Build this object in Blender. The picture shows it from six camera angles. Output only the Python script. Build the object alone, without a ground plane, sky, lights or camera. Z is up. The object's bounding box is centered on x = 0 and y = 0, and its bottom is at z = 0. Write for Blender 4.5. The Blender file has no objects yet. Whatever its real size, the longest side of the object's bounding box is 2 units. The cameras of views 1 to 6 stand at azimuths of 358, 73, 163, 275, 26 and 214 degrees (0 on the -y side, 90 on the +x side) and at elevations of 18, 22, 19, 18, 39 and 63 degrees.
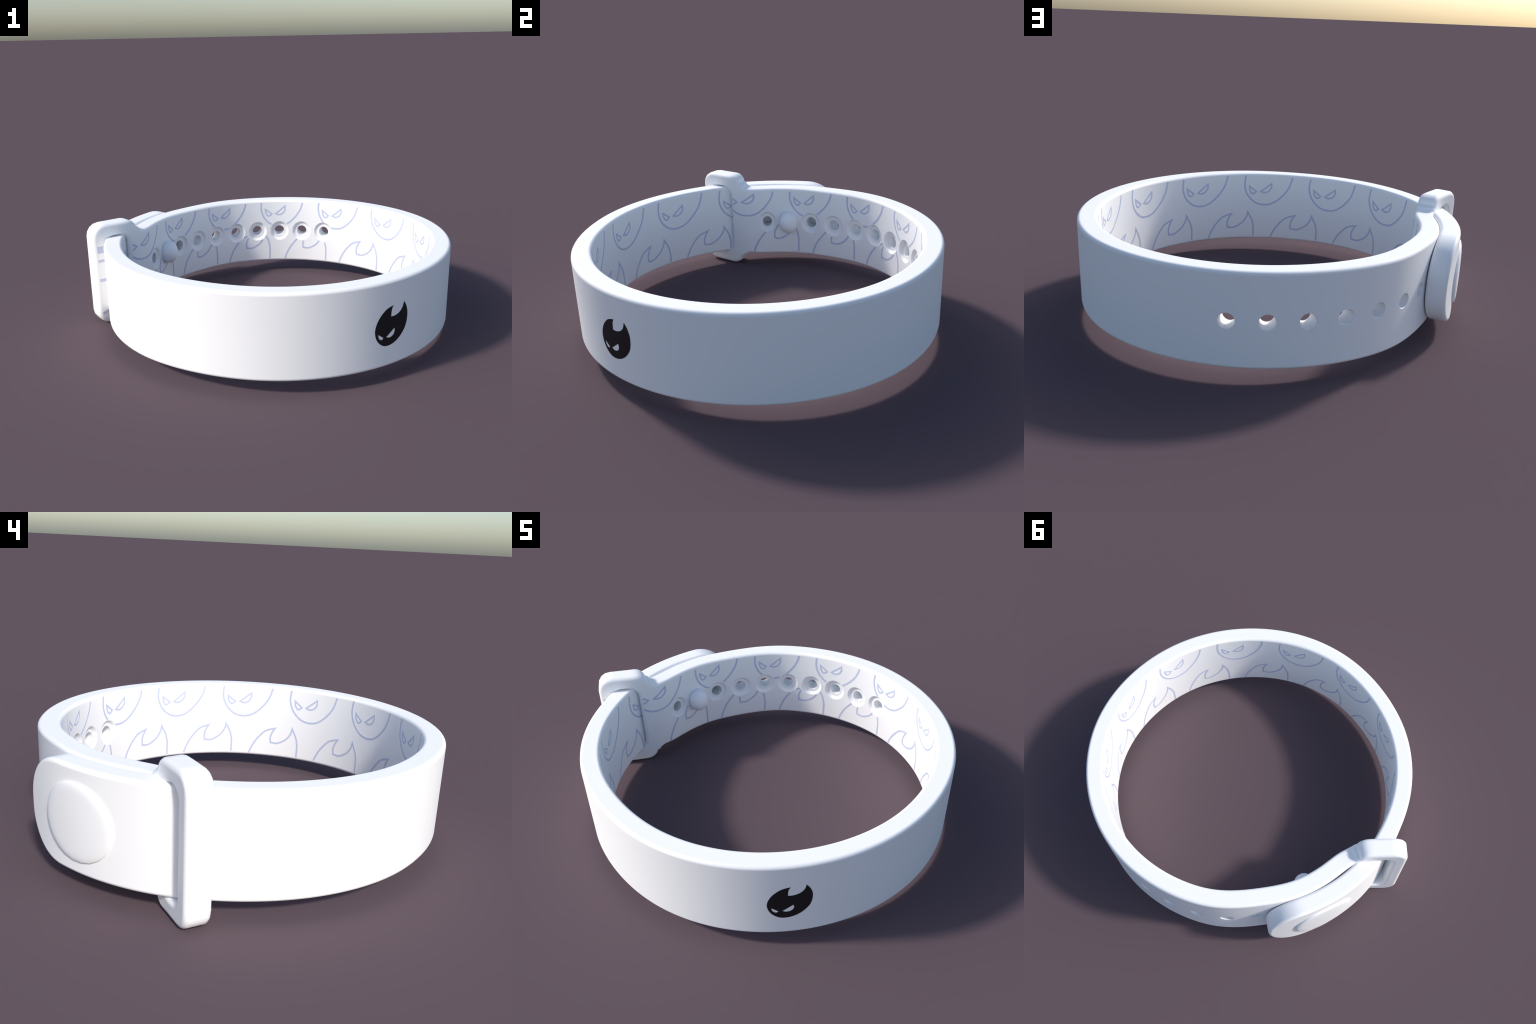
"""White silicone wristband: one long strap, bent round, that ends in a slotted loop.
The strap is designed FLAT in (s, h, w): s along the band, h up from its middle line,
w through its thickness (+ outside, - inside).  bend() then wraps it round the wrist path."""
import bpy, math
import numpy as np
from mathutils import Vector
from mathutils.geometry import delaunay_2d_cdt

MID_Z = 0.290          # height of the band's middle line above the ground
HALF = 0.2132          # half the strap width
LOOP_HALF = 0.290      # half the height of the loop
THICK = 0.0975         # strap thickness
LOOP_THICK = 0.107
EDGE = 0.017           # rounding of the strap's long edges

# ------------------------------------------------------------------ path in plan
def arc(a0, a1, r0, r1, k, cx=0.0765, cy=-0.001):
    th = np.radians(np.linspace(a0, a1, k)); r = np.linspace(r0, r1, k)
    return [(cx + a * math.cos(b), cy + a * math.sin(b)) for a, b in zip(r, th)]

LOOP_DIR = np.array([-0.821, -0.571]); LOOP_NRM = np.array([-0.571, 0.821])
control = [tuple(LOOP_DIR * v + LOOP_NRM * 0.5615) for v in (0.800, 0.69, 0.59)]
control += [(-.732, .188), (-.704, .281), (-.664, .394), (-.597, .513), (-.502, .614)]
control += arc(113, 88, .867, .874, 3) + arc(70, 20, .880, .884, 3) + arc(0, -20, .877, .872, 2) + arc(-40, -60, .868, .868, 2) + arc(-80, -120, .873, .879, 3)
control += [(-.575, -.612), (-.706, -.450), (-.793, -.268), (-.838, -.06), (-.845, .08), (-.833, .21),
            (-.802, .324), (-.761, .427), (-.699, .534), (-.631, .627), (-.574, .687), (-.524, .737)]

def spline(P, k=4000):
    P = np.array(P, float); d = np.r_[0, np.cumsum(np.hypot(*np.diff(P, axis=0).T))]
    N = len(P); h = np.diff(d); A = np.zeros((N, N)); b = np.zeros((N, 2)); A[0, 0] = A[-1, -1] = 1
    for i in range(1, N - 1):
        A[i, i-1] = h[i-1]; A[i, i] = 2 * (h[i-1] + h[i]); A[i, i+1] = h[i]
        b[i] = 6 * ((P[i+1] - P[i]) / h[i] - (P[i] - P[i-1]) / h[i-1])
    M = np.linalg.solve(A, b); s = np.linspace(0, d[-1], k)
    i = np.clip(np.searchsorted(d, s) - 1, 0, N - 2)
    a = (d[i+1] - s)[:, None]; c = (s - d[i])[:, None]; H = h[i][:, None]
    return (M[i] * a**3 + M[i+1] * c**3) / (6 * H) + (P[i] / H - M[i] * H / 6) * a + (P[i+1] / H - M[i+1] * H / 6) * c

def fair(C, sig=.06, k=2400):
    s = np.r_[0, np.cumsum(np.hypot(*np.diff(C, axis=0).T))]
    su = np.linspace(0, s[-1], k); c = np.stack([np.interp(su, s, C[:, j]) for j in (0, 1)], 1)
    m = int(3 * sig / su[1]); g = np.exp(-.5 * (np.arange(-m, m + 1) * su[1] / sig) ** 2); g /= g.sum()
    e = np.r_[2 * c[0] - c[m:0:-1], c, 2 * c[-1] - c[-2:-m-2:-1]]
    return np.stack([np.convolve(e[:, j], g, 'valid') for j in (0, 1)], 1)

PATH = fair(spline(control))
ARC = np.r_[0, np.cumsum(np.hypot(*np.diff(PATH, axis=0).T))]
TAN = np.gradient(PATH, axis=0); TAN /= np.linalg.norm(TAN, axis=1)[:, None]
LENGTH = float(ARC[-1])

def frame(s):
    s = np.asarray(s, float)
    p = np.stack([np.interp(s, ARC, PATH[:, j]) for j in (0, 1)], -1)
    t = np.stack([np.interp(s, ARC, TAN[:, j]) for j in (0, 1)], -1)
    t /= np.linalg.norm(t, axis=-1, keepdims=True)
    return p, t, np.stack([-t[..., 1], t[..., 0]], -1)

def bend(V):
    V = np.asarray(V, float); p, t, n = frame(V[:, 0])
    over = V[:, :1] - np.clip(V[:, :1], 0, LENGTH)
    return np.column_stack([p + n * V[:, 2:3] + t * over, V[:, 1] + MID_Z])

def bend_normals(s, N):
    N = np.asarray(N, float); _, t, n = frame(s)
    out = np.column_stack([t * N[:, :1] + n * N[:, 2:3], N[:, 1]])
    return out / np.linalg.norm(out, axis=1)[:, None]

def half_thick(s):
    k = np.clip((np.asarray(s, float) - .20) / .15, 0, 1); k = k * k * (3 - 2 * k)
    return .5 * (LOOP_THICK + (THICK - LOOP_THICK) * k)

# ------------------------------------------------------------------ flat mesh kit
class Flat:
    """Collects vertices in flat strap coordinates and faces with their corner normals."""
    def __init__(self): self.v = []; self.f = []; self.n = []
    def add(self, pts):
        i = len(self.v); self.v.extend([tuple(map(float, p)) for p in pts]); return list(range(i, i + len(pts)))
    def face(self, idx, nrm):
        P = [np.array(self.v[i]) for i in idx[:3]]
        g = np.cross(P[1] - P[0], P[2] - P[0])
        if g @ np.mean(np.array(nrm), axis=0) < 0: idx = idx[::-1]; nrm = nrm[::-1]
        self.f.append(list(idx)); self.n.append([tuple(x) for x in nrm])
    def rings(self, rings, normals, closed=True):
        k = len(rings[0])
        for a in range(len(rings) - 1):
            for i in range(k if closed else k - 1):
                j = (i + 1) % k
                self.face([rings[a][i], rings[a][j], rings[a+1][j], rings[a+1][i]],
                          [normals[a][0][i], normals[a][0][j], normals[a][1][j], normals[a][1][i]])
    def to_object(self, name, mats, keep=None, bent=True):
        V = np.array(self.v)
        sel = [i for i in range(len(self.f)) if keep is None or keep(V[self.f[i]].mean(0))]
        used = sorted({j for i in sel for j in self.f[i]}); new = {o: k for k, o in enumerate(used)}
        W = bend(V[used])
        me = bpy.data.meshes.new(name)
        me.from_pydata(W.tolist(), [], [[new[j] for j in self.f[i][::-1]] for i in sel])   # bending mirrors the winding
        me.polygons.foreach_set('use_smooth', [True] * len(sel))
        s = np.concatenate([V[self.f[i][::-1], 0] for i in sel]); N = np.concatenate([np.array(self.n[i][::-1]) for i in sel])
        me.update()
        me.normals_split_custom_set(bend_normals(s, N).tolist())
        ob = bpy.data.objects.new(name, me); bpy.context.scene.collection.objects.link(ob)
        for m in mats: me.materials.append(m)
        return ob

def inside(P, poly):
    P = np.asarray(P, float); poly = np.asarray(poly, float); x, y = P[:, 0], P[:, 1]
    r = np.zeros(len(P), bool); a = poly; b = np.roll(poly, -1, axis=0)
    for (x0, y0), (x1, y1) in zip(a, b):
        if y0 == y1: continue
        c = ((y0 > y) != (y1 > y)) & (x < (x1 - x0) * (y - y0) / (y1 - y0) + x0)
        r ^= c
    return r

def near(P, poly, d):
    P = np.asarray(P, float); poly = np.asarray(poly, float)
    r = np.zeros(len(P), bool)
    for q in poly: r |= ((P - q) ** 2).sum(1) < d * d
    return r

def triangulate(outer, holes, grid_pts):
    """Triangles over outer minus holes; returns (points, triangles)."""
    loops = [np.asarray(outer)] + [np.asarray(h) for h in holes]
    pts = [tuple(p) for L in loops for p in L]; edges = []; o = 0
    for L in loops:
        k = len(L); edges += [(o + i, o + (i + 1) % k) for i in range(k)]; o += k
    pts += [tuple(p) for p in grid_pts]
    v, e, f, ov, oe, of = delaunay_2d_cdt([Vector(p) for p in pts], edges, [], 0, 1e-7)
    back = [x[0] for x in ov]
    T = np.array([[back[i] for i in t] for t in f]); Q = np.array(pts); c = Q[T].mean(1)
    ok = inside(c, loops[0])
    for h in loops[1:]: ok &= ~inside(c, h)
    return Q, T[ok]

def edge_normals(L, flip=False):
    """Outward normals of a closed counter-clockwise loop."""
    L = np.asarray(L, float); d = np.roll(L, -1, axis=0) - L; d /= np.linalg.norm(d, axis=1)[:, None]
    n = np.stack([d[:, 1], -d[:, 0]], 1); m = n + np.roll(n, 1, axis=0); m /= np.linalg.norm(m, axis=1)[:, None]
    return -m if flip else m

def resample(P, ds):
    out = []
    P = [np.array(p, float) for p in P]
    for a, b in zip(P, P[1:] + P[:1]):
        k = max(1, int(math.ceil(np.linalg.norm(b - a) / ds)))
        out += [a + (b - a) * i / k for i in range(k)]
    return np.array(out)

def corner(cx, cy, r, a0, a1, k):
    return [(cx + r * math.cos(math.radians(a)), cy + r * math.sin(math.radians(a))) for a in np.linspace(a0, a1, k)]

# ------------------------------------------------------------------ the strap's flat outline
TAIL_END = LENGTH - .034
TIP_R = 0.196
SLOT = (0.078, 0.212, 0.2155)      # slot from s, to s, half height
upper = []                        # from the tail tip, along the top edge, to the loop end
upper += [(TAIL_END - TIP_R + TIP_R * math.cos(math.radians(a)), HALF - TIP_R + TIP_R * math.sin(math.radians(a))) for a in np.linspace(0, 90, 20)]
upper += corner(0.318, HALF + .04, .04, 270, 205, 6)
upper += corner(0.208, LOOP_HALF - .062, .062, 12, 90, 5)
upper += corner(0.072, LOOP_HALF - .072, .072, 90, 180, 5)
outline = resample(upper + [(x, -y) for x, y in reversed(upper)], .02)
sl0, sl1, slh = SLOT; cr = .045
ci = .060
slot = resample(corner(sl1 - ci, slh - ci, ci, 0, 90, 6) + corner(sl0 + cr, slh - cr, cr, 90, 180, 6)
                + corner(sl0 + cr, -slh + cr, cr, 180, 270, 6) + corner(sl1 - ci, -slh + ci, ci, 270, 360, 6), .02)

HOLE_S = [.421, .566, .716, .873, 1.030, 1.186, 1.343, 1.500, 1.658, 1.816]
HOLE_R, RECESS_R, FLOOR_R, RECESS_DEPTH = .0335, .0655, .050, .0135
STUD_HOLE = 1

def circle(s, r, k=36):
    q = .86 if s < .45 else 1.0            # the hole next to the loop is squeezed
    return [(s + q * r * math.cos(2 * math.pi * i / k), r * math.sin(2 * math.pi * i / k)) for i in range(k)]

def grid(s0, s1, ds, hs):
    return np.array([(s, h) for s in np.arange(s0, s1, ds) for h in hs])

strap = Flat()

def rounded_rim(loop, flip, r):
    """Rounded edge round a closed loop; returns the two cap rings (outside cap, inside cap)."""
    nrm = edge_normals(loop, flip); steps = [90, 67.5, 45, 22.5, 0]
    rings, nn, first = [], [], None
    H = half_thick(loop[:, 0])
    seq = [(a, 1) for a in steps] + [(a, -1) for a in reversed(steps)]
    for a, sg in seq:
        c, s_ = math.cos(math.radians(a)), math.sin(math.radians(a))
        R = r + .006 * np.clip((.36 - loop[:, 0]) / .08, 0, 1)       # softer edges round the loop
        q = loop - nrm * (R - R * c)[:, None]
        Hq = half_thick(q[:, 0])
        rings.append(strap.add(np.column_stack([q, sg * (Hq - R + R * s_)])))
        nn.append([(nx * c, ny * c, sg * s_) for nx, ny in nrm])
    strap.rings(rings, [(nn[i], nn[i+1]) for i in range(len(rings) - 1)])
    return rings[0], rings[-1]

cap_out = [rounded_rim(outline, False, EDGE)]
cap_out.append(rounded_rim(slot, True, .015))
rim_out = [c[0] for c in cap_out]; rim_in = [c[1] for c in cap_out]

for s in HOLE_S:
    if s == HOLE_S[STUD_HOLE]: continue        # plugged by the stud
    H = float(half_thick(s)); ch = .003
    def ring(r, w): return strap.add([(x, y, w) for x, y in circle(s, r)])
    axis = [(-math.cos(2 * math.pi * i / 36), -math.sin(2 * math.pi * i / 36), 0) for i in range(36)]
    up = [(0, 0, 1)] * 36; dn = [(0, 0, -1)] * 36
    a = ring(HOLE_R + ch, H); b = ring(HOLE_R, H - ch); fl = -H + RECESS_DEPTH
    c = ring(HOLE_R, fl); d = ring(FLOOR_R, fl); g = ring(RECESS_R, -H)
    k = math.hypot(RECESS_R - FLOOR_R, RECESS_DEPTH); cone = [(x * RECESS_DEPTH / k, y * RECESS_DEPTH / k, -(RECESS_R - FLOOR_R) / k) for x, y, _ in axis]
    strap.rings([a, b, c, d, g], [(up, axis), (axis, axis), (dn, dn), (cone, cone)])
    rim_out.append(a); rim_in.append(g)

hs = np.linspace(-.17, .17, 11)
for rims, sg in ((rim_out, 1), (rim_in, -1)):
    loops = [np.array([strap.v[i][:2] for i in r]) for r in rims]
    G = np.vstack([grid(.02, .33, .016, np.linspace(-.255, .255, 17)), grid(.34, TAIL_END - .03, .0185, hs)])
    ok = inside(G, loops[0]) & ~near(G, loops[0], .012)
    for L in loops[1:]: ok &= ~inside(G, L) & ~near(G, L, .009)
    Q, Tn = triangulate(loops[0], loops[1:], G[ok])
    k = sum(len(L) for L in loops)
    ids = [i for r in rims for i in r]
    ids += strap.add([(s, h, sg * float(half_thick(s))) for s, h in Q[k:]])
    for t in Tn: strap.face([ids[i] for i in t], [(0, 0, sg)] * 3)

# ------------------------------------------------------------------ materials
def material(name, colour, rough, grain=0.0, spec=.5, vary=.0):
    m = bpy.data.materials.new(name); m.use_nodes = True; nt = m.node_tree
    b = nt.nodes['Principled BSDF']; b.inputs['Roughness'].default_value = rough
    b.inputs['Specular IOR Level'].default_value = spec
    tc = nt.nodes.new('ShaderNodeTexCoord'); nz = nt.nodes.new('ShaderNodeTexNoise')
    nz.inputs['Scale'].default_value = 3.0; nz.inputs['Detail'].default_value = 3
    nt.links.new(tc.outputs['Object'], nz.inputs['Vector'])
    rp = nt.nodes.new('ShaderNodeValToRGB')
    rp.color_ramp.elements[0].position = .3; rp.color_ramp.elements[1].position = .7
    rp.color_ramp.elements[0].color = (*[c * (1 - vary) for c in colour], 1)
    rp.color_ramp.elements[1].color = (*colour, 1)
    nt.links.new(nz.outputs['Fac'], rp.inputs['Fac']); nt.links.new(rp.outputs['Color'], b.inputs['Base Color'])
    return m

WHITE = material('white_silicone', (.985, .985, .985), .55, spec=.3, vary=.01)
LILAC = material('lilac_print', (.585, .63, .80), .55, spec=.3)
BLACK = material('black_print', (.010, .009, .011), .5, spec=.3)

# ------------------------------------------------------------------ build: band, loop
band = bpy.data.objects.new('wristband', None); bpy.context.scene.collection.objects.link(band)
band['label'] = 'white silicone wristband with slotted loop and printed inside'
band['category'] = 'wristband'

CUT = 0.345
parts = []
strap_ob = strap.to_object('strap', [WHITE], keep=lambda c: c[0] >= CUT)
loop_ob = strap.to_object('loop', [WHITE], keep=lambda c: c[0] < CUT)
parts += [strap_ob, loop_ob]

# ------------------------------------------------------------------ fastener: button disc on the tail, stud knob inside
DISC_S, DISC_H, DISC_R = 6.082, -.002, .155
def revolve(name, cs, ch, prof, seg, base, su=1.0, sh=1.0, mat=WHITE, smooth_rim=True):
    """Solid of revolution about the through-thickness axis; prof = [(radius, height)], base(s)=w of height 0."""
    F = Flat(); rings = []
    P = np.array(prof)
    d = np.gradient(P, axis=0); pn = np.stack([-d[:, 1], d[:, 0]], 1)
    ang = [2 * math.pi * (i + .5) / seg for i in range(seg)]
    sg = base[1]
    nn = []
    for (r, z), (nr, nz) in zip(P, pn):
        pts = []
        for a in ang:
            x, y = r * math.cos(a) * su, r * math.sin(a) * sh
            pts.append((cs + x, ch + y, base[0](cs + x, z, x)))
        rings.append(F.add(pts))
        l = math.hypot(nr, nz)
        nn.append([(-nr / l * math.cos(a), -nr / l * math.sin(a), -nz / l * sg) if False else
                   (abs(nr) / l * math.cos(a), abs(nr) / l * math.sin(a), abs(nz) / l * sg) for a in ang])
    F.rings(rings, [(nn[i], nn[i+1]) for i in range(len(rings) - 1)])
    tip = F.add([(cs, ch, base[0](cs, prof[-1][1], 0))])[0]
    for i in range(seg):
        F.face([rings[-1][i], rings[-1][(i+1) % seg], tip], [(0, 0, sg)] * 3)
    return F.to_object(name, [mat])

# pillow-shaped disc: a low wall, a soft shoulder, an almost flat top; stands a little prouder at the tip side
disc_prof = [(DISC_R, -.012), (DISC_R, .0), (DISC_R, .005)]
disc_prof += [(DISC_R - .045 * (1 - math.cos(math.radians(a))), .005 + .009 * math.sin(math.radians(a))) for a in (12, 25, 40, 55, 70, 90)]
disc_prof += [(.07, .015), (.03, .0155)]
disc = revolve('button', DISC_S, DISC_H, disc_prof, 24,
               (lambda s, z, x: float(half_thick(s)) + (z * (1 + 1.8 * x) if z > 0 else z), 1), 1.05)
knob_prof = [(.063 * math.cos(math.radians(a)), .021 + .050 * math.sin(math.radians(a))) for a in (-40, -25, -10, 0, 12, 25, 38, 50, 62, 74, 84)]
knob = revolve('stud', HOLE_S[STUD_HOLE], 0.0, knob_prof, 40,
               (lambda s, z, x: -THICK / 2 - z, -1), 1.0, 1.10)
parts += [disc, knob]

# ------------------------------------------------------------------ printed marks
PRINT = .0007
def smooth_line(P, sharp, step=.006):
    """Catmull-Rom through P with corners kept at the indices in `sharp`."""
    P = np.array(P, float); out = []; cuts = sorted(set([0, len(P) - 1] + list(sharp)))
    for a, b in zip(cuts, cuts[1:]):
        seg = P[a:b+1]; e = np.vstack([2 * seg[0] - seg[1], seg, 2 * seg[-1] - seg[-2]])
        pts = []
        for i in range(1, len(e) - 2):
            p0, p1, p2, p3 = e[i-1], e[i], e[i+1], e[i+2]
            k = max(2, int(np.linalg.norm(p2 - p1) / step))
            for t in np.arange(k) / k:
                pts.append(.5 * (2*p1 + (p2-p0)*t + (2*p0-5*p1+4*p2-p3)*t*t + (3*p1-p0-3*p2+p3)*t**3))
        pts.append(seg[-1]); out.append(np.array(pts))
    return out

def chain(P, sharp, closed=False, gap=.018, step=.006):
    """One polyline; points crowding a sharp corner are dropped so that the mitre stays clean."""
    segs = smooth_line(P, sharp, step); C = [np.array(P[i], float) for i in sharp]
    if closed: C.append(np.array(P[0], float))
    line = [segs[0][0]]
    for sg in segs:
        for q in sg[1:-1]:
            if all(np.linalg.norm(q - c) > gap for c in C): line.append(q)
        line.append(sg[-1])
    return np.array(line[:-1] if closed else line)

def ribbon(F, L, width, closed, side):
    """Flat printed stroke with mitred corners, PRINT proud of the strap."""
    L = np.asarray(L, float); k = len(L)
    if k < 2: return
    d = np.diff(np.vstack([L, L[:1]]) if closed else L, axis=0); d /= np.linalg.norm(d, axis=1)[:, None]
    n = np.stack([-d[:, 1], d[:, 0]], 1)
    m = np.zeros((k, 2))
    for i in range(k):
        a = n[i - 1] if (closed or i > 0) else n[0]
        b = n[i] if (closed or i < k - 1) else n[-1]
        v = a + b; v /= max(np.linalg.norm(v), 1e-6); m[i] = v / max(v @ b, .3)
    H = half_thick(L[:, 0])
    A = L + m * width / 2; B = L - m * width / 2
    hA = half_thick(A[:, 0]); hB = half_thick(B[:, 0])
    rows = [F.add(np.column_stack([A, side * (hA - .002)])), F.add(np.column_stack([A, side * (hA + PRINT)])),
            F.add(np.column_stack([B, side * (hB + PRINT)])), F.add(np.column_stack([B, side * (hB - .002)]))]
    up = [(0, 0, side)] * k; pa = [(x, y, 0) for x, y in m]; pb = [(-x, -y, 0) for x, y in m]
    F.rings(rows, [(pa, pa), (up, up), (pb, pb)], closed)

def clipped(L, closed, keep):
    """Split a polyline where keep() fails."""
    L = [tuple(p) for p in L]
    if closed:
        if all(keep(p) for p in L): return [(np.array(L), True)]
        i = next(j for j, p in enumerate(L) if not keep(p)); L = L[i:] + L[:i]
    runs, cur = [], []
    for p in L:
        if keep(p): cur.append(p)
        elif cur: runs.append(cur); cur = []
    if cur: runs.append(cur)
    return [(np.array(r), False) for r in runs if len(r) > 1]

# One motif of the inside pattern, measured from the flame's tall tip: above it the lower half of a
# face with two slanted eyes, below it the two-horned top of a flame.
FACE = [(-.013, .222), (-.0155, .2044), (-.0237, .149), (-.0176, .106), (.0067, .0623), (.053, .025), (.109, .0137),
        (.169, .0274), (.231, .0759), (.2736, .1347), (.2958, .2064), (.299, .222)]
EYE_SMALL = [(.006, .1344), (.0095, .108), (.022, .0865), (.034, .082), (.047, .088), (.058, .098)]
EYE_BIG = [(.158, .155), (.159, .130), (.143, .1035), (.115, .0904), (.097, .091), (.080, .097)]
FLAME = [(-.280, -.222), (-.274, -.1987), (-.241, -.1356), (-.188, -.0764), (-.153, -.057), (-.113, -.0455),
         (-.134, -.0794), (-.141, -.106), (-.139, -.1335), (-.094, -.1348), (-.0416, -.108), (-.0097, -.070),
         (0, -.0375), (.026, -.083), (.036, -.118), (.039, -.150), (.036, -.222)]
TIPS = [.204, .595, .991, 1.392, 1.802, 2.210, 2.627, 3.047, 3.469, 3.890, 4.322, 4.754, 5.190, 5.631, 6.07]
STROKE = .0106

def free(p):
    s, h = p
    if abs(h) > HALF - .0125 or s < SLOT[1] + .014 or s > TAIL_END - .05: return False
    return all(math.hypot(s - c, h) > (.045 if i == STUD_HOLE else RECESS_R + .002) for i, c in enumerate(HOLE_S))

for i, tip in enumerate(TIPS):
    per = (TIPS[i+1] - tip) if i + 1 < len(TIPS) else .434
    k = per / .4325; rise = .0068 * (4.3 - tip)
    put = lambda P: [(tip + x * k, y + rise if abs(y) < .21 else y) for x, y in P]
    inset = lambda P: [tuple(q) for q in (np.mean(P, 0) + (np.array(P) - np.mean(P, 0)) * .9)]
    for kind, P, sharp, closed in (('face_outline', FACE, [], False), ('eye_outline', inset(EYE_SMALL + EYE_SMALL[:1]), [5], True),
                                   ('eye_outline', inset(EYE_BIG + EYE_BIG[:1]), [5], True), ('flame_outline', FLAME, [5, 8, 12], False)):
        small = kind == 'eye_outline'
        L = chain(put(P), sharp, closed, gap=.012 if small else .018, step=.005 if small else .006)
        F = Flat()
        for R, c in clipped(L, closed, free): ribbon(F, R, STROKE * (.9 if small else 1), c, -1)
        if i == 0 and kind == 'flame_outline': continue      # the loop's bar carries no flame
        if F.f: parts.append(F.to_object(kind, [LILAC]))

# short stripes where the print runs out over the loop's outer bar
for h, width in ((.153, .040), (.089, .016), (-.024, .017), (-.222, .017)):
    F = Flat(); ribbon(F, [(.0195 + .0108 * i, h + (.004 * i if h < -.1 else 0)) for i in range(5)], width, False, -1)
    parts.append(F.to_object('printed_stripe', [LILAC]))

# black emblem on the outside: a leaning two-horned flame with two slanted eye openings
LOGO = [(3.6626, .0941), (3.6457, .0659), (3.6367, .0261), (3.6434, -.0243), (3.6643, -.0601), (3.6943, -.0871),
        (3.7289, -.1024), (3.7651, -.1039), (3.7937, -.089), (3.8152, -.0608), (3.8245, -.0237), (3.8183, .0116),
        (3.7998, .0459), (3.7716, .0737), (3.7487, .0844), (3.7273, .0893), (3.7360, .0711), (3.7390, .0372),
        (3.7169, .0367), (3.6897, .0469), (3.6714, .0667), (3.6626, .0941)]
LOGO_EYES = [[(3.8062, -.0379), (3.8057, -.0487), (3.8007, -.0603), (3.7913, -.0674), (3.7832, -.0668), (3.7778, -.0599), (3.8062, -.0379)],
             [(3.7164, -.0239), (3.7131, -.0377), (3.7191, -.0548), (3.7334, -.0644), (3.7480, -.0657), (3.7621, -.0594), (3.7164, -.0239)]]
def ccw(L):
    a = np.sum(L[:, 0] * np.roll(L[:, 1], -1) - L[:, 1] * np.roll(L[:, 0], -1))
    return L if a > 0 else L[::-1]
def closed_curve(P, sharp):
    return ccw(np.vstack([q[:-1] for q in smooth_line(P, sharp, .004)]))
body = closed_curve(LOGO, [15, 17]); eyes = [closed_curve(e, [5]) for e in LOGO_EYES]
F = Flat(); G = grid(3.63, 3.84, .011, np.arange(-.11, .1, .011))
ok = inside(G, body) & ~near(G, body, .004)
for e in eyes: ok &= ~inside(G, e) & ~near(G, e, .004)
Q, Tn = triangulate(body, eyes, G[ok])
w_print = THICK / 2 + PRINT
ids = F.add([(a, b, w_print) for a, b in Q])
for t in Tn: F.face([ids[i] for i in t], [(0, 0, 1)] * 3)
o = 0
for L, flip in [(body, False)] + [(e, True) for e in eyes]:
    k = len(L); low = F.add([(a, b, THICK / 2 - .002) for a, b in L]); nr = [(x, y, 0) for x, y in edge_normals(L, flip)]
    F.rings([ids[o:o+k], low], [(nr, nr)]); o += k
parts.append(F.to_object('emblem', [BLACK]))

for p in parts: p.parent = band
